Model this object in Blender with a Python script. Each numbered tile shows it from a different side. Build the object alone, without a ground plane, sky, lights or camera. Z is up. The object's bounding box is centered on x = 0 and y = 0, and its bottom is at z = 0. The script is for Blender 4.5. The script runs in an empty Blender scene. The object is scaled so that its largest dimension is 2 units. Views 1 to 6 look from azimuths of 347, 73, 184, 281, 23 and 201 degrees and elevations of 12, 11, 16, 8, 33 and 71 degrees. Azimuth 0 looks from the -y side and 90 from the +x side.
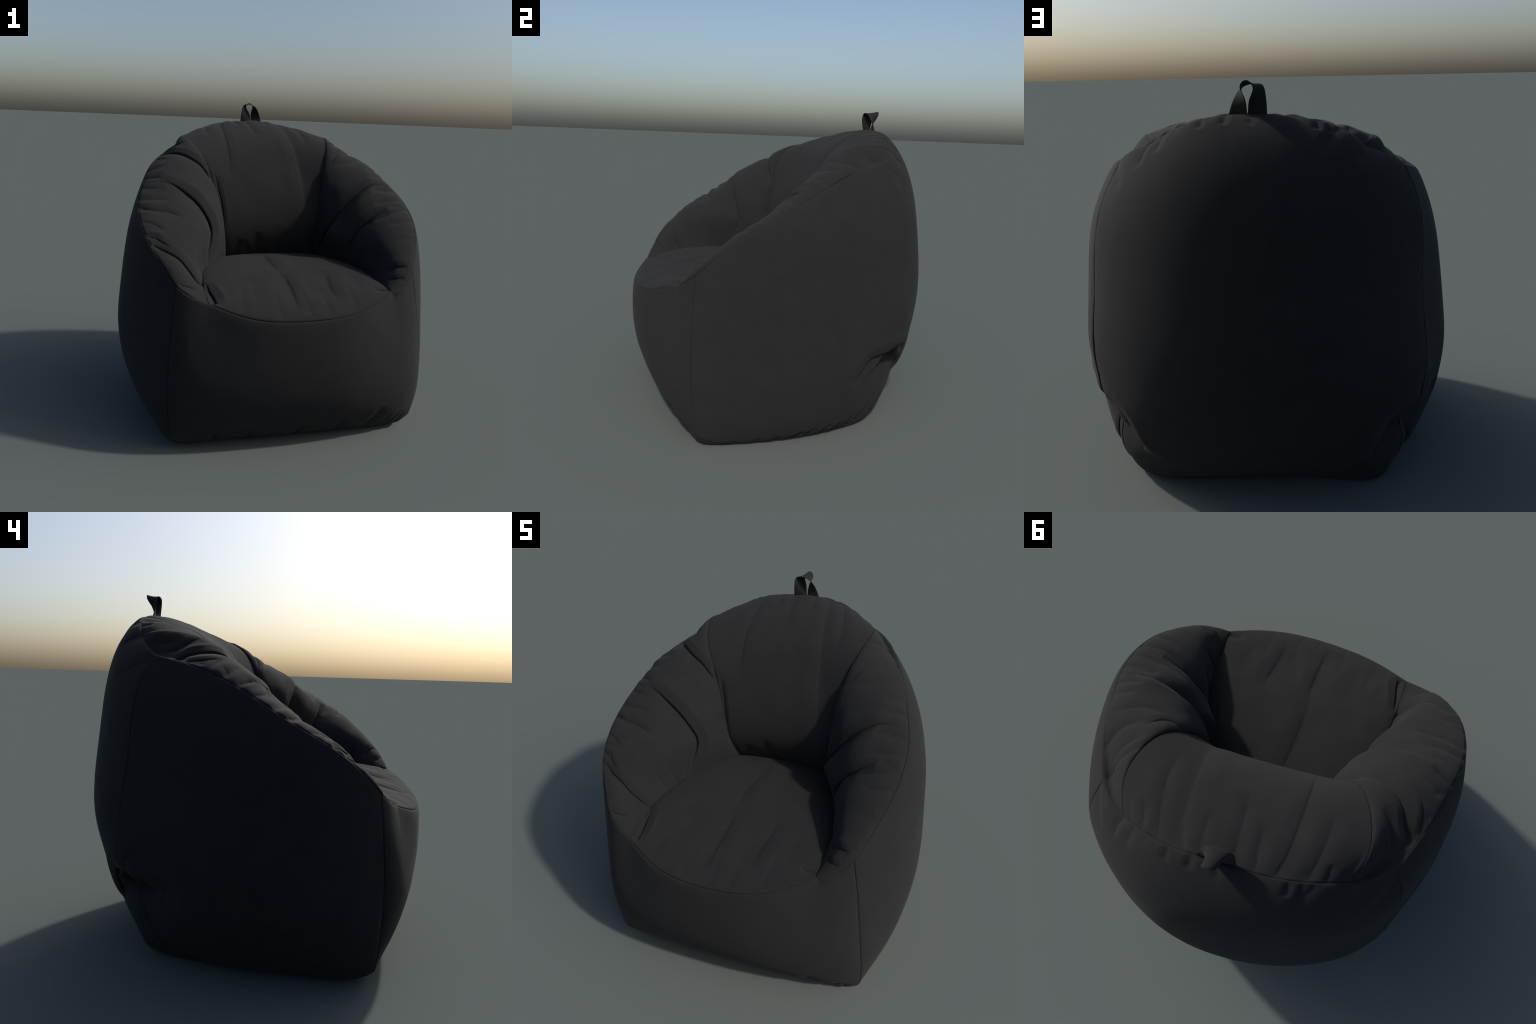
"""A dark bean bag armchair, sewn from nine fabric panels plus a carrying strap.

How it is described:
  * SEAMS   - the sewing lines, each a smooth spline through a few 3D points.
  * PANELS  - each panel is stretched between four seam lines (a Coons patch) and
              inflated along its normal by a smooth 3x3 "filling pressure".
  * CREASES - pleats and folds, each a short line in the panel's own (u, v) plane
              with a depth, a width and a steep side.
  * gathers - small random puckers that run in from the seams.
"""
import bpy
import numpy as np
from mathutils import Vector

GRID = 320          # samples along each panel direction

# ------------------------------------------------------------------ seam lines
SEAMS = {
    'front_left_corner': [(-0.674, -0.732, 0.984), (-0.607, -0.776, 0.934), (-0.502, -0.811, 0.895)],
    'seat_front': [(-0.502, -0.811, 0.895), (-0.268, -0.913, 0.832), (0.033, -0.945, 0.822), (0.333, -0.903, 0.852), (0.572, -0.773, 0.931)],
    'front_right_corner': [(0.572, -0.773, 0.931), (0.664, -0.744, 0.963), (0.736, -0.687, 1.025)],
    'front_left': [(-0.674, -0.732, 0.984), (-0.690, -0.757, 0.757), (-0.706, -0.772, 0.529), (-0.712, -0.768, 0.301), (-0.695, -0.750, 0.076)],
    'front_right': [(0.736, -0.687, 1.025), (0.773, -0.705, 0.784), (0.800, -0.716, 0.542), (0.822, -0.709, 0.301), (0.812, -0.672, 0.098)],
    'rear_right': [(0.606, 0.483, 1.661), (0.705, 0.575, 1.400), (0.743, 0.609, 1.060), (0.772, 0.624, 0.752), (0.748, 0.603, 0.500), (0.718, 0.548, 0.260), (0.694, 0.475, 0.105)],
    'rear_left': [(-0.670, 0.426, 1.621), (-0.739, 0.494, 1.416), (-0.755, 0.536, 1.061), (-0.785, 0.575, 0.719), (-0.765, 0.560, 0.480), (-0.712, 0.500, 0.250), (-0.667, 0.420, 0.085)],
    'arm_outer_right': [(0.736, -0.687, 1.025), (0.838, -0.467, 1.234), (0.858, -0.186, 1.399), (0.791, 0.049, 1.522), (0.705, 0.269, 1.615), (0.606, 0.483, 1.661)],
    'arm_outer_left': [(-0.674, -0.732, 0.984), (-0.800, -0.556, 1.171), (-0.856, -0.307, 1.323), (-0.820, -0.067, 1.461), (-0.756, 0.180, 1.565), (-0.670, 0.426, 1.621)],
    'top_left': [(-0.670, 0.426, 1.621), (-0.582, 0.503, 1.673), (-0.491, 0.558, 1.717)],
    'top_middle': [(-0.491, 0.558, 1.717), (-0.356, 0.622, 1.809), (-0.184, 0.660, 1.849), (0.011, 0.670, 1.861), (0.214, 0.667, 1.840), (0.430, 0.603, 1.742)],
    'top_right': [(0.430, 0.603, 1.742), (0.526, 0.549, 1.708), (0.606, 0.483, 1.661)],
    'rest_right': [(0.430, 0.603, 1.742), (0.488, 0.443, 1.765), (0.460, 0.230, 1.692), (0.403, 0.108, 1.504), (0.383, 0.049, 1.244), (0.374, 0.130, 0.945)],
    'rest_left': [(-0.491, 0.558, 1.717), (-0.537, 0.419, 1.746), (-0.453, 0.171, 1.663), (-0.358, 0.084, 1.441), (-0.302, 0.044, 1.187), (-0.272, 0.150, 0.930)],
    'seat_left': [(-0.502, -0.811, 0.895), (-0.500, -0.566, 0.935), (-0.468, -0.310, 0.945), (-0.385, -0.100, 0.945), (-0.272, 0.150, 0.930)],
    'seat_right': [(0.572, -0.773, 0.931), (0.570, -0.550, 0.935), (0.545, -0.310, 0.945), (0.475, -0.100, 0.945), (0.374, 0.130, 0.945)],
    'seat_rear': [(-0.272, 0.150, 0.930), (0.050, 0.165, 0.945), (0.374, 0.130, 0.945)],
    'base_front': [(-0.695, -0.750, 0.076), (-0.620, -0.738, 0.050), (-0.300, -0.705, 0.040), (0.060, -0.695, 0.036), (0.450, -0.678, 0.040), (0.738, -0.660, 0.040), (0.812, -0.672, 0.098)],
    'base_right': [(0.812, -0.672, 0.098), (0.792, -0.570, 0.040), (0.790, -0.250, 0.018), (0.775, 0.100, 0.028), (0.730, 0.380, 0.070), (0.694, 0.475, 0.105)],
    'base_left': [(-0.695, -0.750, 0.076), (-0.690, -0.650, 0.030), (-0.685, -0.350, 0.018), (-0.690, 0.000, 0.018), (-0.672, 0.300, 0.045), (-0.667, 0.420, 0.085)],
    'base_rear': [(-0.667, 0.420, 0.085), (-0.585, 0.500, 0.036), (-0.300, 0.498, 0.028), (0.030, 0.503, 0.026), (0.350, 0.525, 0.026), (0.592, 0.514, 0.040), (0.694, 0.475, 0.105)],
}

SEAM_DENSE = 240


def cubic_through(knots, values, at):
    """natural cubic spline through the values, evaluated at the parameters 'at'"""
    values = np.asarray(values, float)
    n = len(knots)
    if n == 2:
        return values[0] + (values[1] - values[0]) * at[:, None]
    h = np.diff(knots)
    a = np.zeros((n, n))
    rhs = np.zeros((n, values.shape[1]))
    a[0, 0] = a[-1, -1] = 1.0
    for i in range(1, n - 1):
        a[i, i - 1], a[i, i], a[i, i + 1] = h[i - 1], 2 * (h[i - 1] + h[i]), h[i]
        rhs[i] = 6 * ((values[i + 1] - values[i]) / h[i] - (values[i] - values[i - 1]) / h[i - 1])
    m = np.linalg.solve(a, rhs)
    k = np.clip(np.searchsorted(knots, at, side="right") - 1, 0, n - 2)
    p = ((knots[k + 1] - at) / h[k])[:, None]
    q = ((at - knots[k]) / h[k])[:, None]
    hh = (h[k] ** 2 / 6)[:, None]
    return p * values[k] + q * values[k + 1] + ((p ** 3 - p) * m[k] + (q ** 3 - q) * m[k + 1]) * hh


def spline(points, count):
    points = np.asarray(points, float)
    step = np.sqrt(np.linalg.norm(np.diff(points, axis=0), axis=1))
    knots = np.r_[0, np.cumsum(step)]
    knots /= knots[-1]
    return cubic_through(knots, points, np.linspace(0, 1, count))


def seam_run(names):
    """several seams joined end to end; a leading '-' walks a seam backwards"""
    run = []
    for name in names:
        line = spline(SEAMS[name.lstrip("-")], SEAM_DENSE)
        if name[0] == "-":
            line = line[::-1]
        run.append(line if not run else line[1:])
    return np.vstack(run)


def along(line, t):
    d = np.r_[0, np.cumsum(np.linalg.norm(np.diff(line, axis=0), axis=1))]
    d /= d[-1]
    return np.stack([np.interp(t, d, line[:, i]) for i in range(3)], -1)


# ------------------------------------------------------------------ panels
# v=0 edge, v=1 edge, u=0 edge, u=1 edge, outward sense, roundness at the seams,
# filling pressure (metres, 3 values over u by 3 or 4 over v)
PANELS = {
    "back_panel": (("base_rear",), ("top_left", "top_middle", "top_right"),
                   ("-rear_left",), ("-rear_right",),
                   1, 0.75, (0.146, 0.190, 0.160, 0.228, 0.194, 0.252, 0.226, 0.262, 0.190, 0.206, 0.170, 0.220)),
    "side_panel_right": (("base_right",), ("arm_outer_right",), ("-front_right",),
                         ("-rear_right",),
                         -1, 0.7, (0.142, 0.097, 0.076, 0.142, 0.090, 0.092, 0.118, 0.078, 0.082)),
    "side_panel_left": (("base_left",), ("arm_outer_left",), ("-front_left",),
                        ("-rear_left",),
                        1, 0.7, (0.207, 0.112, 0.056, 0.192, 0.144, 0.082, 0.172, 0.100, 0.062)),
    "front_panel": (("base_front",), ("front_left_corner", "seat_front", "front_right_corner"),
                    ("-front_left",), ("-front_right",),
                    -1, 0.7, (0.158, 0.140, 0.092, 0.088, 0.080, 0.069, 0.142, 0.134, 0.086)),
    "seat_cushion": (("seat_front",), ("seat_rear",), ("seat_left",), ("seat_right",),
                     -1, 0.6, (0.088, 0.086, 0.084, 0.084, 0.080, 0.064, 0.116, 0.100, 0.090)),
    "backrest": (("seat_rear",), ("top_middle",), ("-rest_left",), ("-rest_right",),
                 -1, 0.55, (0.056, 0.012, -0.034, -0.022, 0.042, -0.002, -0.053, -0.012, 0.040, -0.014, -0.036, 0.005)),
    "armrest_right": (("arm_outer_right",), ("seat_right", "-rest_right"), ("-front_right_corner",), ("-top_right",),
                      -1, 0.5, (0.137, 0.150, 0.112, 0.147, 0.156, 0.136, -0.005, 0.014, 0.034)),
    "armrest_left": (("arm_outer_left",), ("seat_left", "-rest_left"), ("front_left_corner",), ("top_left",),
                     1, 0.5, (0.126, 0.124, 0.058, 0.165, 0.202, 0.164, 0.010, 0.030, 0.052)),
}
PRESSURE_AT = {3: (0.15, 0.5, 0.85), 4: (0.12, 0.42, 0.70, 0.94)}

# plump rolls between the deep pleats: centre (u, v), radius (u, v), height
LOBES = {
    "armrest_right": [(.465, .40, .085, .22, .028), (.435, .76, .080, .14, .050), (.62, .72, .05, .16, .012), (.54, .20, .10, .16, .016)],
    "armrest_left": [(.45, .27, .08, .18, .020), (.32, .54, .08, .16, .018), (.60, .17, .09, .14, .014)],
    "back_panel": [(.12, .31, .14, .11, -.040), (.90, .36, .13, .14, -.026)],
    "side_panel_left": [(.86, .36, .14, .08, -.018)],
    "side_panel_right": [(.92, .36, .09, .07, -.014)],
}

# ------------------------------------------------------------------ creases
# (points in u, v), depth, width, steep side (+1 left of the line, -1 right, 0 even),
# open at start, open at end
CREASES = {
    "armrest_left": [
        ([(.86, .33), (.811, .541), (.785, .68), (.765, .80), (.745, .92), (.72, .985)], .028, .016, -1, 0, 1),
        ([(.585, .10), (.579, .214), (.568, .32), (.553, .43), (.528, .52), (.48, .60), (.41, .68), (.34, .79), (.30, .89), (.275, 1)], .038, .020, -1, 0, 0),
        ([(.245, 0), (.214, .063), (.176, .15)], .016, .011, -1, 1, 0),
        ([(.195, .01), (.164, .09), (.140, .25), (.120, .47), (.113, .68), (.112, .90), (.112, 1)], .024, .014, -1, 1, 1),
        ([(.010, .10), (.028, .35), (.044, .60), (.050, .76)], .014, .012, -1, 0, 0),
        ([(.43, 0), (.41, .05), (.395, .12), (.375, .21), (.352, .28)], .011, .012, -1, 1, 0),
        ([(.566, 0), (.55, .06), (.558, .14)], .010, .011, -1, 1, 0),
        ([(.635, 0), (.623, .057), (.610, .14)], .012, .012, 1, 1, 0),
        ([(.70, 0), (.692, .10), (.698, .27)], .009, .012, 0, 1, 0),
        ([(.76, 0), (.753, .20), (.748, .45)], .008, .012, 0, 1, 0),
        ([(.333, 0), (.308, .05), (.27, .12)], .009, .010, -1, 1, 0),
        ([(.484, 0), (.472, .075), (.472, .18)], .010, .011, 0, 1, 0),
        ([(.205, .62), (.189, .83), (.176, 1)], .010, .009, 1, 0, 1),
        ([(.26, .65), (.233, .84), (.22, 1)], .011, .009, 1, 0, 1),
        ([(.305, .72), (.27, .86), (.25, 1)], .008, .009, 1, 0, 1),
        ([(.94, .36), (.906, .48), (.874, .65), (.849, .86)], .014, .012, -1, 0, 0),
        ([(.915, .06), (.874, .27), (.843, .44), (.80, .57)], .018, .014, -1, 0, 0),
        ([(.862, 0), (.83, .13), (.795, .20), (.755, .31)], .013, .012, -1, 1, 0),
        ([(.421, 0), (.403, .04), (.371, .14)], .007, .009, 0, 1, 0),
        ([(.252, 0), (.243, .04), (.205, .06)], .007, .008, 0, 1, 0),
        ([(.895, .03), (.874, .19), (.849, .43), (.824, .61)], .006, .010, 0, 0, 0),
        ([(.36, .29), (.39, .17), (.43, .05)], .004, .010, 0, 0, 0),
    ],
    "armrest_right": [
        ([(.80, .70), (.767, .805), (.748, .87), (.73, 1)], .012, .013, 1, 0, 1),
        ([(.545, .05), (.556, .17), (.563, .30), (.562, .45), (.553, .62), (.532, .77), (.49, .90), (.44, .97)], .037, .018, -1, 0, 1),
        ([(.370, .14), (.364, .25), (.353, .38), (.345, .50), (.322, .64), (.30, .77), (.28, .90)], .034, .017, -1, 0, 0),
        ([(.35, 0), (.337, .10), (.33, .22), (.333, .32)], .007, .010, 0, 1, 0),
        ([(.085, .84), (.074, .60), (.058, .40), (.036, .20)], .016, .013, 1, 0, 0),
        ([(.05, .84), (.025, .62), (.013, .40)], .010, .010, 1, 0, 0),
        ([(.277, 0), (.264, .10), (.277, .22)], .006, .010, 0, 1, 0),
        ([(.868, .95), (.893, .65), (.94, .30), (.985, .05)], .009, .011, 0, 1, 0),
        ([(.818, .97), (.845, .75), (.88, .50), (.93, .20)], .007, .011, 0, 0, 0),
        ([(.78, .78), (.79, .55), (.82, .30), (.87, .04)], .009, .012, 0, 0, 1),
        ([(.735, .95), (.73, .45), (.757, .06)], .008, .012, 0, 0, 0),
        ([(.50, 0), (.51, .11), (.515, .20)], .009, .011, 0, 1, 0),
        ([(.60, 0), (.603, .10), (.61, .22)], .007, .010, 0, 1, 0),
        ([(.66, 0), (.665, .12), (.66, .26)], .007, .010, 0, 1, 0),
        ([(.42, 0), (.425, .10), (.42, .22)], .007, .010, 0, 1, 0),
        ([(.22, .62), (.205, .83), (.195, 1)], .008, .010, 1, 0, 1),
        ([(.14, .55), (.13, .80), (.128, 1)], .010, .011, 1, 0, 1),
    ],
    "backrest": [
        ([(.308, 1), (.292, .85), (.262, .70), (.225, .57), (.176, .43)], .012, .022, 1, 1, 0),
        ([(.70, 1), (.708, .85), (.735, .70), (.775, .57), (.815, .45), (.85, .33), (.85, .20)], .013, .029, -1, 1, 0),
        ([(.785, 1), (.805, .88), (.83, .78), (.85, .66)], .009, .015, 0, 1, 0),
        ([(.185, 1), (.178, .88), (.145, .74)], .010, .016, 0, 1, 0),
        ([(.042, .50), (.038, .40), (.031, .30), (.019, .20)], .012, .010, 1, 0, 0),
        ([(.484, 1), (.486, .87), (.495, .72)], .008, .015, 0, 1, 0),
        ([(.39, 1), (.405, .92), (.415, .84)], .008, .012, 0, 1, 0),
        ([(.61, 1), (.612, .92), (.615, .84)], .007, .012, 0, 1, 0),
        ([(.88, 1), (.87, .95), (.885, .90)], .008, .011, 0, 1, 0),
        ([(.128, 0), (.145, .07), (.185, .13)], .006, .018, 0, 1, 0),
        ([(.255, 0), (.243, .11)], .006, .017, 0, 1, 0),
        ([(.385, 0), (.350, .10), (.358, .16)], .006, .016, 0, 1, 0),
        ([(.579, 0), (.585, .10)], .006, .012, 0, 1, 0),
        ([(.74, 0), (.735, .09)], .006, .012, 0, 1, 0),
        ([(.47, 0), (.465, .06)], .008, .010, 0, 1, 0),
        ([(.105, 1), (.115, .96), (.13, .93)], .008, .010, 0, 1, 0),
    ],
    "seat_cushion": [
        ([(.66, .08), (.673, .23), (.69, .33), (.705, .42)], .017, .032, -1, 0, 0),
        ([(.447, .06), (.457, .20), (.458, .33), (.455, .42)], .019, .030, -1, 0, 0),
        ([(.448, .36), (.425, .60), (.421, .77), (.42, .94)], .015, .030, -1, 0, 0),
        ([(.25, .10), (.262, .25), (.27, .38)], .009, .034, 0, 0, 0),
        ([(.55, .12), (.56, .22), (.565, .35)], .007, .028, 0, 0, 0),
        ([(.36, .02), (.365, .14), (.375, .30)], .003, .012, 0, 1, 0),
        ([(.505, .02), (.51, .12), (.515, .26)], .003, .012, 0, 1, 0),
        ([(.60, .02), (.605, .15), (.62, .30)], .003, .012, 0, 1, 0),
        ([(.75, .02), (.757, .12), (.77, .25)], .003, .012, 0, 1, 0),
        ([(.18, .03), (.19, .14), (.20, .26)], .003, .012, 0, 1, 0),
        ([(.82, .10), (.84, .22), (.85, .36)], .008, .032, 0, 0, 0),
        ([(.005, .25), (.030, .14), (.045, .07), (.03, .01)], .034, .018, 1, 0, 0),
        ([(1, .03), (.95, .06), (.91, .08)], .014, .012, -1, 1, 0),
        ([(.015, .01), (.06, .05)], .010, .008, 0, 1, 0),
    ],
    "front_panel": [
        ([(.81, .25), (.792, .138), (.772, .05)], .010, .016, -1, 0, 1),
        ([(.93, .125), (.893, .06), (.875, .02)], .007, .012, 0, 0, 1),
        ([(.955, .10), (.93, .05), (.915, .01)], .006, .009, 0, 0, 1),
        ([(.875, .14), (.855, .07), (.84, .02)], .006, .011, 0, 0, 1),
        ([(.66, .17), (.65, .03)], .009, .014, 0, 0, 1),
        ([(.50, .18), (.488, .03)], .009, .014, 0, 0, 1),
        ([(.30, .12), (.295, .02)], .008, .012, 0, 0, 1),
        ([(.17, .12), (.165, .02)], .010, .012, 0, 0, 1),
        ([(.868, 1), (.88, .95)], .007, .012, 0, 1, 0),
    ],
    "side_panel_right": [
        ([(.715, .225), (.767, .268), (.80, .298), (.85, .300), (.912, .292), (1, .275)], .044, .028, 1, 0, 1),
        ([(.96, .20), (.935, .14), (.906, .095), (.875, .04), (.855, 0)], .018, .012, -1, 0, 1),
        ([(.965, .25), (.968, .18), (.98, .12)], .008, .010, 0, 0, 0),
        ([(.50, 0), (.515, .03), (.555, .035)], .014, .010, 0, 1, 0),
        ([(.56, 0), (.597, .057)], .011, .010, 0, 1, 0),
        ([(.66, 0), (.69, .055)], .010, .010, 0, 1, 0),
        ([(.72, 0), (.768, .04)], .010, .010, 0, 1, 0),
        ([(.79, 0), (.84, .06)], .011, .010, 0, 1, 0),
        ([(.30, 0), (.32, .05)], .006, .012, 0, 1, 0),
        ([(.40, 0), (.42, .045)], .007, .011, 0, 1, 0),
    ],
    "side_panel_left": [
        ([(1, .268), (.95, .260), (.906, .272), (.849, .290), (.79, .298), (.73, .300)], .046, .032, -1, 1, 0),
        ([(1, .265), (.985, .315), (.95, .355), (.90, .38)], .010, .016, 0, 1, 0),
        ([(.985, .20), (.943, .151), (.918, .094), (.881, .05), (.87, 0)], .016, .012, -1, 0, 1),
        ([(.30, 0), (.31, .05)], .007, .011, 0, 1, 0),
        ([(.50, 0), (.515, .05)], .008, .011, 0, 1, 0),
        ([(.66, 0), (.68, .05)], .008, .010, 0, 1, 0),
        ([(.78, 0), (.80, .05)], .009, .010, 0, 1, 0),
    ],
    "back_panel": [
        ([(1, .275), (.956, .290), (.915, .284), (.888, .258), (.880, .21), (.885, .15)], .024, .026, -1, 1, 0),
        ([(0, .268), (.055, .284), (.10, .280), (.128, .255), (.134, .20), (.137, .15)], .046, .030, 1, 1, 0),
        ([(1, .985), (.969, .950), (.93, .915), (.89, .885)], .008, .022, -1, 1, 0),
        ([(0, .985), (.031, .956), (.094, .906), (.189, .849)], .009, .026, 1, 1, 0),
        ([(.172, 1), (.208, .965), (.25, .925)], .010, .015, 1, 1, 0),
        ([(.27, 1), (.32, .955), (.34, .915)], .008, .014, 0, 1, 0),
        ([(.836, 1), (.842, .965), (.827, .925)], .012, .014, -1, 1, 0),
        ([(.785, 1), (.78, .945)], .008, .012, 0, 1, 0),
        ([(.66, 1), (.656, .972)], .010, .009, 0, 1, 0),
        ([(.595, 1), (.592, .974)], .010, .009, 0, 1, 0),
        ([(.34, 1), (.347, .972)], .010, .009, 0, 1, 0),
        ([(.305, 1), (.314, .972)], .010, .009, 0, 1, 0),
        ([(.52, 1), (.52, .97)], .006, .010, 0, 1, 0),
        ([(.40, 0), (.405, .05)], .010, .011, 0, 1, 0),
        ([(.56, 0), (.555, .05)], .010, .011, 0, 1, 0),
        ([(.27, 0), (.275, .04)], .007, .010, 0, 1, 0),
        ([(.72, 0), (.715, .04)], .008, .010, 0, 1, 0),
    ],
}

# edge: (how many puckers, reach into the panel, depth)
GATHERS = {
    "armrest_left": {"v0": (15, .10, .0045), "v1": (9, .06, .0030), "u1": (4, .10, .004)},
    "armrest_right": {"v0": (12, .08, .0032), "v1": (9, .06, .0030), "u1": (4, .10, .004)},
    "backrest": {"v1": (11, .08, .0035), "v0": (8, .07, .0020)},
    "seat_cushion": {"u0": (6, .05, .003), "u1": (6, .05, .003)},
    "back_panel": {"v1": (12, .022, .0022), "v0": (13, .03, .0040), "u0": (10, .02, .0025), "u1": (10, .02, .0025)},
    "side_panel_right": {"v0": (14, .03, .0045), "v1": (8, .02, .0012), "u1": (8, .02, .0025)},
    "side_panel_left": {"v0": (14, .03, .0045), "v1": (8, .02, .0012), "u1": (8, .02, .0025)},
    "front_panel": {"v0": (14, .04, .0030)},
}


SOFT = ("armrest_left", "armrest_right", "backrest", "seat_cushion")     # the loosely filled panels


def panel_parameter(n):
    """samples from 0 to 1, closer together beside the seams"""
    s = np.linspace(0, 1, n)
    return s - 0.72 * np.sin(2 * np.pi * s) / (2 * np.pi)


def smoothed(line, t, sigma=0.055):
    """a seam with its corners relaxed, still pinned at both ends"""
    w = np.exp(-0.5 * ((t[:, None] - t[None]) / sigma) ** 2) * np.gradient(t)[None]
    chord = line[0] + (line[-1] - line[0]) * t[:, None]
    bend = line - chord
    # odd reflection at the ends keeps the ends where they are
    wl = np.exp(-0.5 * ((t[:, None] + t[None]) / sigma) ** 2) * np.gradient(t)[None]
    wr = np.exp(-0.5 * ((t[:, None] + t[None] - 2) / sigma) ** 2) * np.gradient(t)[None]
    norm = (w + wl + wr).sum(1, keepdims=True)
    return chord + ((w - wl - wr) @ bend) / norm


def coons(edges, u, v, relax=True):
    c = [along(seam_run(edges[0]), u), along(seam_run(edges[1]), u)]
    d = [along(seam_run(edges[2]), v), along(seam_run(edges[3]), v)]
    uu, vv = u[:, None, None], v[None, :, None]
    extra = 0
    if relax:
        span_v = np.linalg.norm(c[1] - c[0], axis=1)[:, None, None]
        span_u = np.linalg.norm(d[1] - d[0], axis=1)[None, :, None]
        cs, ds = [smoothed(x, u) for x in c], [smoothed(x, v) for x in d]

        def fade(gap):
            return np.exp(-(gap / 0.085) ** 1.5)

        extra = ((c[0] - cs[0])[:, None] * fade(vv * span_v) + (c[1] - cs[1])[:, None] * fade((1 - vv) * span_v)
                 + (d[0] - ds[0])[None] * fade(uu * span_u) + (d[1] - ds[1])[None] * fade((1 - uu) * span_u))
        c, d = cs, ds
    p = (1 - vv) * c[0][:, None] + vv * c[1][:, None] + (1 - uu) * d[0][None] + uu * d[1][None]
    p = p - ((1 - uu) * (1 - vv) * c[0][0] + uu * (1 - vv) * c[0][-1] + (1 - uu) * vv * c[1][0] + uu * vv * c[1][-1])
    return p + extra


# the two sagging corners at the back: the filling hangs over and the cloth below is
# drawn in.  centre height, inward pull (x, y), edge of the panels it acts on
SAGS = {
    "right": (0.490, (-0.085, -0.052), {"back_panel": (-1, 0.75), "side_panel_right": (-1, 0.45)}),
    "left": (0.470, (0.090, -0.054), {"back_panel": (0, 0.75), "side_panel_left": (-1, 0.30)}),
}


def sag(name, p):
    out = np.zeros_like(p)
    for centre, pull, where in SAGS.values():
        if name not in where:
            continue
        edge, slope = where[name]
        step = np.linalg.norm(np.diff(p, axis=0), axis=-1)
        run = np.concatenate([np.zeros((1, p.shape[1])), np.cumsum(step, 0)])
        away = run if edge == 0 else run[-1:] - run
        h = p[..., 2] - (centre - slope * away)
        profile = np.where(h > 0, np.exp(-(np.abs(h) / 0.045) ** 1.6), np.exp(-(np.abs(h) / 0.165) ** 1.6))
        fade = np.exp(-(away / 0.19) ** 1.7)
        out[..., 0] += pull[0] * profile * fade
        out[..., 1] += pull[1] * profile * fade
        # the cloth above hangs down over the fold
        out[..., 2] -= 0.022 * np.exp(-((h - 0.07) / 0.05) ** 2) * fade
    return out


def grid_normals(p, u, v, sense):
    n = np.cross(np.gradient(p, u, axis=0), np.gradient(p, v, axis=1)) * -sense
    return n / (np.linalg.norm(n, axis=-1, keepdims=True) + 1e-9)


def soft_normals(edges, t, sense):
    coarse = np.linspace(0, 1, 7)
    n = grid_normals(coons(edges, coarse, coarse, False), coarse, coarse, sense)
    f = t * 6
    i = np.clip(f.astype(int), 0, 5)
    w = f - i
    n = n[i] * (1 - w)[:, None, None] + n[i + 1] * w[:, None, None]
    n = n[:, i] * (1 - w)[None, :, None] + n[:, i + 1] * w[None, :, None]
    return n / np.linalg.norm(n, axis=-1, keepdims=True)


def pressure_basis(t, roundness, count):
    at, rows = PRESSURE_AT[count], []
    for i in range(count):
        row = np.ones_like(t)
        for j in range(count):
            if j != i:
                row = row * (t - at[j]) / (at[i] - at[j])
        rows.append(row)
    return np.stack(rows) * (4 * t * (1 - t) + 1e-12) ** roundness


def soft_noise(p, seed, scale):
    """smooth value noise over 3D points"""
    rng = np.random.default_rng(seed)
    size = 24
    lattice = rng.uniform(-1, 1, (size, size, size))
    q = p / scale + 11.3
    i = np.floor(q).astype(int)
    f = q - i
    f = f * f * (3 - 2 * f)
    out = 0
    for dx in (0, 1):
        for dy in (0, 1):
            for dz in (0, 1):
                w = (f[..., 0] if dx else 1 - f[..., 0]) * (f[..., 1] if dy else 1 - f[..., 1]) * (f[..., 2] if dz else 1 - f[..., 2])
                out = out + w * lattice[(i[..., 0] + dx) % size, (i[..., 1] + dy) % size, (i[..., 2] + dz) % size]
    return out


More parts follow.
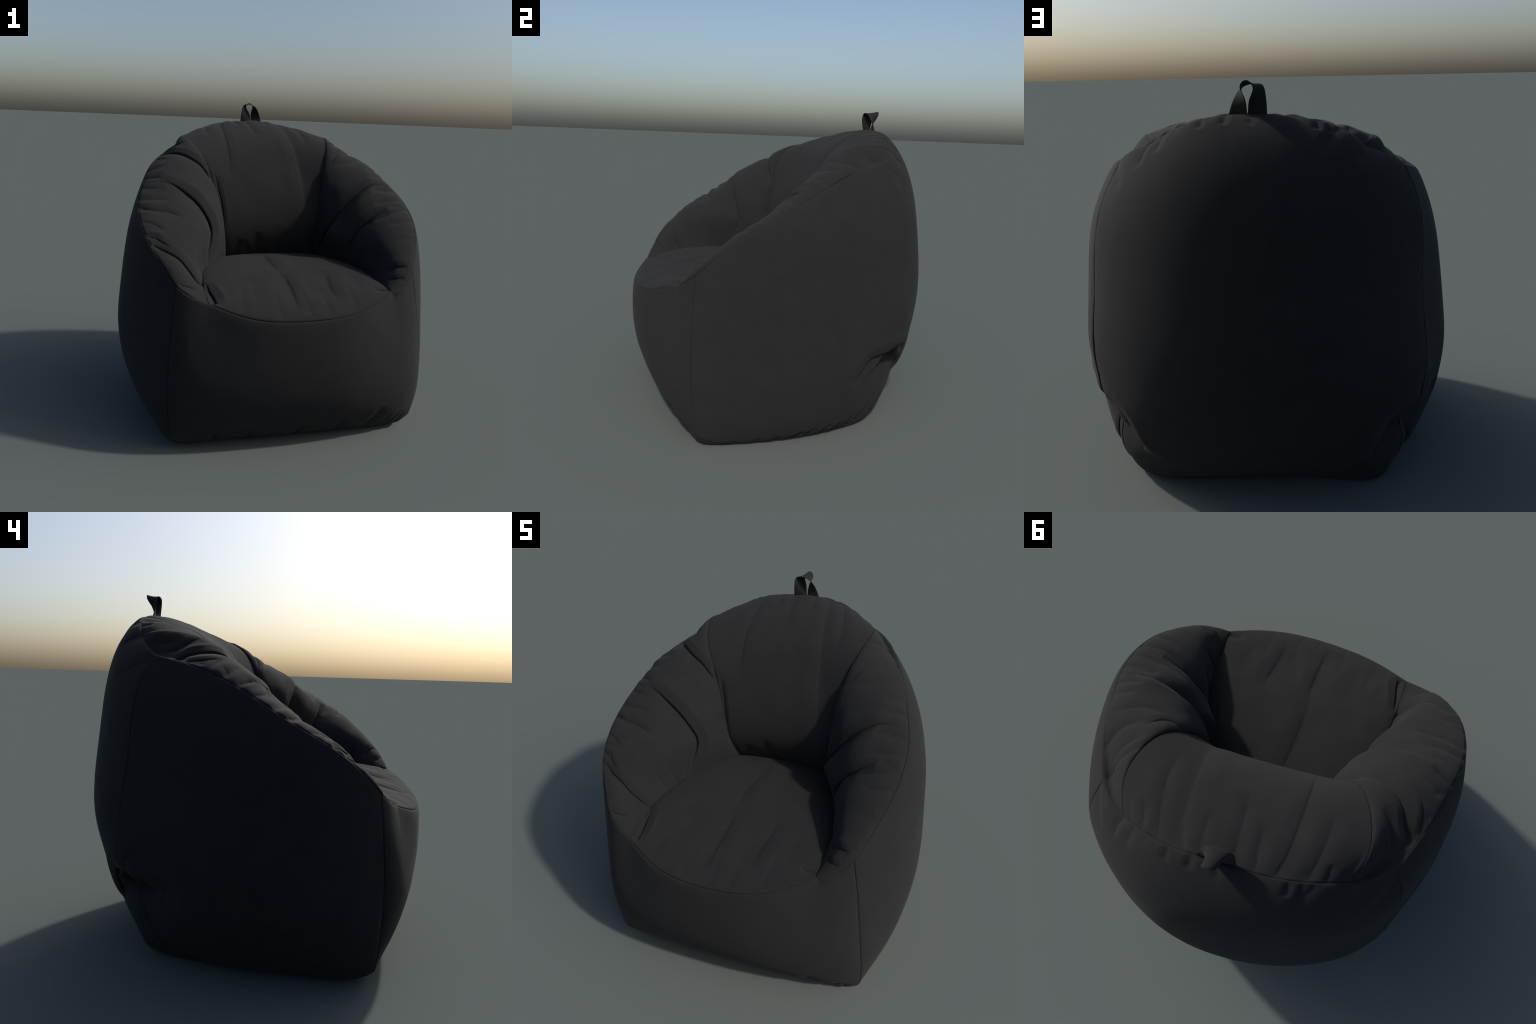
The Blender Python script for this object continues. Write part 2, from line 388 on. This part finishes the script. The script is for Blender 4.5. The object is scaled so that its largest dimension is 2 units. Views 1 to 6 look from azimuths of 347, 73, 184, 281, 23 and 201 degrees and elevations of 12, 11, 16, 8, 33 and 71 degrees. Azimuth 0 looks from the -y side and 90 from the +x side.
def crease_field(p, tu, tv, flat, line_uv, depth, width, steep, open_start, open_end):
    """displacement along the normal and sideways for one crease on the surface p"""
    line_uv = spline(line_uv, 48)
    # position of the crease on the surface (bilinear look-up)
    fi = np.interp(line_uv[:, 0], tu, np.arange(len(tu)))
    fj = np.interp(line_uv[:, 1], tv, np.arange(len(tv)))
    i, j = np.minimum(fi.astype(int), len(tu) - 2), np.minimum(fj.astype(int), len(tv) - 2)
    a, b = (fi - i)[:, None], (fj - j)[:, None]
    line = (p[i, j] * (1 - a) + p[i + 1, j] * a) * (1 - b) + (p[i, j + 1] * (1 - a) + p[i + 1, j + 1] * a) * b
    reach = 7 * width
    low, high = line.min(0) - reach, line.max(0) + reach
    near = np.all((p > low) & (p < high), axis=-1)
    pts = p[near]
    if not len(pts):
        return None
    start, seg = line[:-1], np.diff(line, axis=0)
    rel = pts[:, None] - start[None]
    t = np.clip((rel * seg).sum(-1) / ((seg * seg).sum(-1) + 1e-12), 0, 1)
    gap = rel - t[..., None] * seg
    dist2 = (gap * gap).sum(-1)
    k = dist2.argmin(1)
    rows = np.arange(len(pts))
    dist = np.sqrt(dist2[rows, k])
    gap = gap[rows, k]
    s = (k + t[rows, k]) / len(seg)
    # which side of the line, judged in the u, v plane
    uv = flat[near]
    tang = np.diff(line_uv, axis=0)[k]
    off = uv - line_uv[k]
    side = np.sign(tang[:, 0] * off[:, 1] - tang[:, 1] * off[:, 0])
    taper = np.ones_like(s)
    if not open_start:
        taper = taper * np.clip(s / 0.3, 0, 1) ** 0.8
    if not open_end:
        taper = taper * np.clip((1 - s) / 0.3, 0, 1) ** 0.8
    # beyond a closed end the fold dies out quickly
    is_steep = side * steep > 0
    if steep == 0:
        scale = np.full_like(s, width)
    else:
        scale = np.where(is_steep, 0.75 * width, 1.7 * width)
    x = dist / scale
    round_off = 0.2 if width < 0.027 else 0.55       # broad folds have a soft floor
    valley = -0.72 * np.exp(-(np.sqrt(x * x + round_off ** 2) - round_off)) - 0.28 * np.exp(-(x / 3.0) ** 2)
    lip = np.where(is_steep | (steep == 0), 0.16, 0.08) * np.exp(-((x - 3.4) / 1.5) ** 2)
    lift = depth * taper * (valley + lip)
    slide = np.zeros_like(s)
    if steep:
        slide = np.where(is_steep, 0.55, 0.0) * depth * taper * np.exp(-((x - 1.3) / 0.9) ** 2)
    direction = -gap / (dist[:, None] + 1e-6)
    return near, lift, slide[:, None] * direction


def gather_lines(name, rng):
    for edge, (count, reach, depth) in GATHERS.get(name, {}).items():
        for i in range(count):
            s = (i + 0.5 + rng.uniform(-0.42, 0.42)) / count
            r = reach * rng.uniform(0.45, 1.6)
            lean = rng.uniform(-0.35, 0.35) * r
            d = depth * rng.uniform(0.35, 1.3)
            a, b, c = (s, 0.0), (s + 0.4 * lean, 0.5 * r), (s + lean, r)
            pts = []
            for q, w in (a, b, c):
                w = w if edge[1] == "0" else 1 - w
                q = min(max(q, 0.005), 0.995)
                pts.append((q, w) if edge[0] == "v" else (w, q))
            yield (pts, d, rng.uniform(0.007, 0.013), 0, 1, 0)


def panel_surface(name, seed):
    e0, e1, e2, e3, sense, roundness, pressure = PANELS[name]
    edges = (e0, e1, e2, e3)
    t = panel_parameter(GRID)
    base = coons(edges, t, t)
    pressure = np.reshape(pressure, (3, -1))
    fill = np.einsum("iu,jv,ij->uv", pressure_basis(t, roundness, 3), pressure_basis(t, roundness, pressure.shape[1]), pressure)
    for cu, cv, ru, rv, height in LOBES.get(name, []):
        fill += height * np.exp(-((t[:, None] - cu) / ru) ** 2 - ((t[None] - cv) / rv) ** 2) * np.clip(6 * t * (1 - t), 0, 1)[None]
    p = base + fill[..., None] * soft_normals(edges, t, sense)
    p = p + sag(name, p)
    n = grid_normals(p, t, t, sense)
    flat = np.stack(np.meshgrid(t, t, indexing="ij"), -1)

    # distance to the nearest seam, measured on the cloth
    du = np.linalg.norm(np.diff(p, axis=0), axis=-1)
    dv = np.linalg.norm(np.diff(p, axis=1), axis=-1)
    cu = np.concatenate([np.zeros((1, GRID)), np.cumsum(du, 0)])
    cv = np.concatenate([np.zeros((GRID, 1)), np.cumsum(dv, 1)], 1)
    to_seam = np.minimum(np.minimum(cu, cu[-1:] - cu), np.minimum(cv, cv[:, -1:] - cv))

    lift = np.zeros((GRID, GRID))
    slide = np.zeros((GRID, GRID, 3))
    rng = np.random.default_rng(seed)
    for crease in [*CREASES.get(name, []), *gather_lines(name, rng)]:
        got = crease_field(p, t, t, flat, *crease)
        if got:
            near, up, across = got
            lift[near] += up
            slide[near] += across
    ripple = 0.0030 if name in SOFT else 0.0010
    lift += ripple * soft_noise(p, seed + 50, 0.17) + 0.35 * ripple * soft_noise(p, seed + 90, 0.07)
    hold = 1 - np.exp(-to_seam / 0.012)          # the stitching holds the cloth down
    lift = lift * hold + 0.0060 * (1 - np.exp(-to_seam / 0.0035))
    slide *= (1 - np.exp(-to_seam / 0.02))[..., None]
    return p + lift[..., None] * n + slide, sense


def mesh_object(name, verts, faces, material, parent):
    mesh = bpy.data.meshes.new(name)
    mesh.vertices.add(len(verts))
    mesh.vertices.foreach_set("co", np.asarray(verts, np.float32).ravel())
    mesh.loops.add(faces.size)
    mesh.loops.foreach_set("vertex_index", faces.ravel().astype(np.int32))
    mesh.polygons.add(len(faces))
    mesh.polygons.foreach_set("loop_start", np.arange(0, faces.size, 4, dtype=np.int32))
    mesh.polygons.foreach_set("use_smooth", np.ones(len(faces), bool))
    mesh.update(calc_edges=True)
    mesh.validate()
    mesh.materials.append(material)
    obj = bpy.data.objects.new(name, mesh)
    bpy.context.scene.collection.objects.link(obj)
    obj.parent = parent
    return obj


def grid_faces(nu, nv, sense):
    i, j = np.meshgrid(np.arange(nu - 1), np.arange(nv - 1), indexing="ij")
    a = (i * nv + j).ravel()
    quads = np.stack([a, a + nv, a + nv + 1, a + 1], -1)
    return quads if sense < 0 else quads[:, ::-1]


# ------------------------------------------------------------------ materials
def cloth(name, colour, roughness, weave_scale):
    mat = bpy.data.materials.new(name)
    mat.use_nodes = True
    nt = mat.node_tree
    nodes, links = nt.nodes, nt.links
    bsdf = nodes["Principled BSDF"]
    coord = nodes.new("ShaderNodeTexCoord")

    # faint cloudy mottling of the nap
    cloud = nodes.new("ShaderNodeTexNoise")
    cloud.inputs["Scale"].default_value = 9.0
    cloud.inputs["Detail"].default_value = 5.0
    cloud.inputs["Roughness"].default_value = 0.65
    links.new(coord.outputs["Object"], cloud.inputs["Vector"])
    ramp = nodes.new("ShaderNodeValToRGB")
    ramp.color_ramp.elements[0].position = 0.32
    ramp.color_ramp.elements[1].position = 0.70
    ramp.color_ramp.elements[0].color = (*[c * 0.80 for c in colour], 1)
    ramp.color_ramp.elements[1].color = (*[c * 1.26 for c in colour], 1)
    links.new(cloud.outputs["Fac"], ramp.inputs["Fac"])

    # fine upright grain of the weave
    stretch = nodes.new("ShaderNodeMapping")
    stretch.inputs["Scale"].default_value = (1.0, 1.0, 0.25)
    links.new(coord.outputs["Object"], stretch.inputs["Vector"])
    grain = nodes.new("ShaderNodeTexNoise")
    grain.inputs["Scale"].default_value = weave_scale
    grain.inputs["Detail"].default_value = 3.0
    links.new(stretch.outputs["Vector"], grain.inputs["Vector"])
    shade = nodes.new("ShaderNodeMapRange")
    shade.inputs["From Min"].default_value = 0.3
    shade.inputs["From Max"].default_value = 0.7
    shade.inputs["To Min"].default_value = 0.95
    shade.inputs["To Max"].default_value = 1.05
    links.new(grain.outputs["Fac"], shade.inputs["Value"])
    mix = nodes.new("ShaderNodeMix")
    mix.data_type = "RGBA"
    mix.blend_type = "MULTIPLY"
    mix.inputs["Factor"].default_value = 1.0
    links.new(ramp.outputs["Color"], mix.inputs["A"])
    links.new(shade.outputs["Result"], mix.inputs["B"])
    links.new(mix.outputs["Result"], bsdf.inputs["Base Color"])

    bump = nodes.new("ShaderNodeBump")
    bump.inputs["Strength"].default_value = 0.06
    bump.inputs["Distance"].default_value = 0.002
    links.new(grain.outputs["Fac"], bump.inputs["Height"])
    links.new(bump.outputs["Normal"], bsdf.inputs["Normal"])
    bsdf.inputs["Roughness"].default_value = roughness
    bsdf.inputs["Specular IOR Level"].default_value = SPECULAR
    return mat


SPECULAR = 0.5
FABRIC = cloth("charcoal_fabric", (0.0055, 0.0060, 0.0066), 1.0, 160.0)
WEBBING = cloth("black_webbing", (0.0050, 0.0053, 0.0058), 1.0, 320.0)

# ------------------------------------------------------------------ assembly
chair = bpy.data.objects.new("bean_bag_chair", None)
bpy.context.scene.collection.objects.link(chair)
chair["label"] = "soft charcoal fabric bean bag armchair with top strap"
chair["category"] = "bean bag chair"

faces_cache = {}
for seed, name in enumerate(PANELS):
    surface, sense = panel_surface(name, 3 + seed)
    if sense not in faces_cache:
        faces_cache[sense] = grid_faces(GRID, GRID, sense)
    surface[..., 2] = np.maximum(surface[..., 2], 0.001)
    plain = name.replace("_right", "").replace("_left", "")
    mesh_object(plain, surface.reshape(-1, 3), faces_cache[sense], FABRIC, chair)

# underside: a flat sheet that lies on the ground between the four bottom seams
t = panel_parameter(90)
under = coons((("base_front",), ("base_rear",), ("base_left",), ("base_right",)), t, t, False)
rise = (4 * t * (1 - t)) ** 0.6
under[..., 2] *= 1 - np.clip(2.6 * rise[:, None] * rise[None, :], 0, 1)
under[..., 2] = np.maximum(under[..., 2], 0.0)
mesh_object("base_panel", under.reshape(-1, 3), grid_faces(90, 90, 1), FABRIC, chair)

# ------------------------------------------------------------------ carrying strap
# two edges of a ribbon that leaves the top seam, turns sideways over the arch
# and comes back down beside itself
STRAP_FRONT = [(-.080, .670, 1.835), (-.077, .652, 1.900), (-.071, .642, 1.948), (-.059, .643, 1.979), (-.022, .640, 1.985),
               (.018, .642, 1.974), (.044, .650, 1.948), (.067, .664, 1.902), (.086, .674, 1.835)]
STRAP_BACK = [(.000, .672, 1.835), (-.003, .676, 1.890), (-.014, .692, 1.930), (-.029, .716, 1.972), (-.003, .727, 1.998),
              (.021, .722, 1.978), (.012, .706, 1.940), (.003, .684, 1.895), (.004, .672, 1.835)]
length, width = 90, 14
front, rear = spline(STRAP_FRONT, length), spline(STRAP_BACK, length)
w = np.linspace(0, 1, width)[None, :, None]
ribbon = front[:, None] * (1 - w) + rear[:, None] * w
ts, tw = np.linspace(0, 1, length), np.linspace(0, 1, width)
face = grid_normals(ribbon, ts, tw, 1)
belly = (4 * tw * (1 - tw))[None, :] * 0.003
thick = 0.0016
outer, inner = ribbon + face * (belly + thick)[..., None], ribbon + face * (belly - thick)[..., None]
shell = np.concatenate([outer, inner[:, ::-1]], 1)          # closed ring of samples round the ribbon
ring = 2 * width
i, j = np.meshgrid(np.arange(length - 1), np.arange(ring), indexing="ij")
a, b = (i * ring + j).ravel(), (i * ring + (j + 1) % ring).ravel()
strap = mesh_object("carry_strap", shell.reshape(-1, 3), np.stack([a, b, b + ring, a + ring], -1), WEBBING, chair)
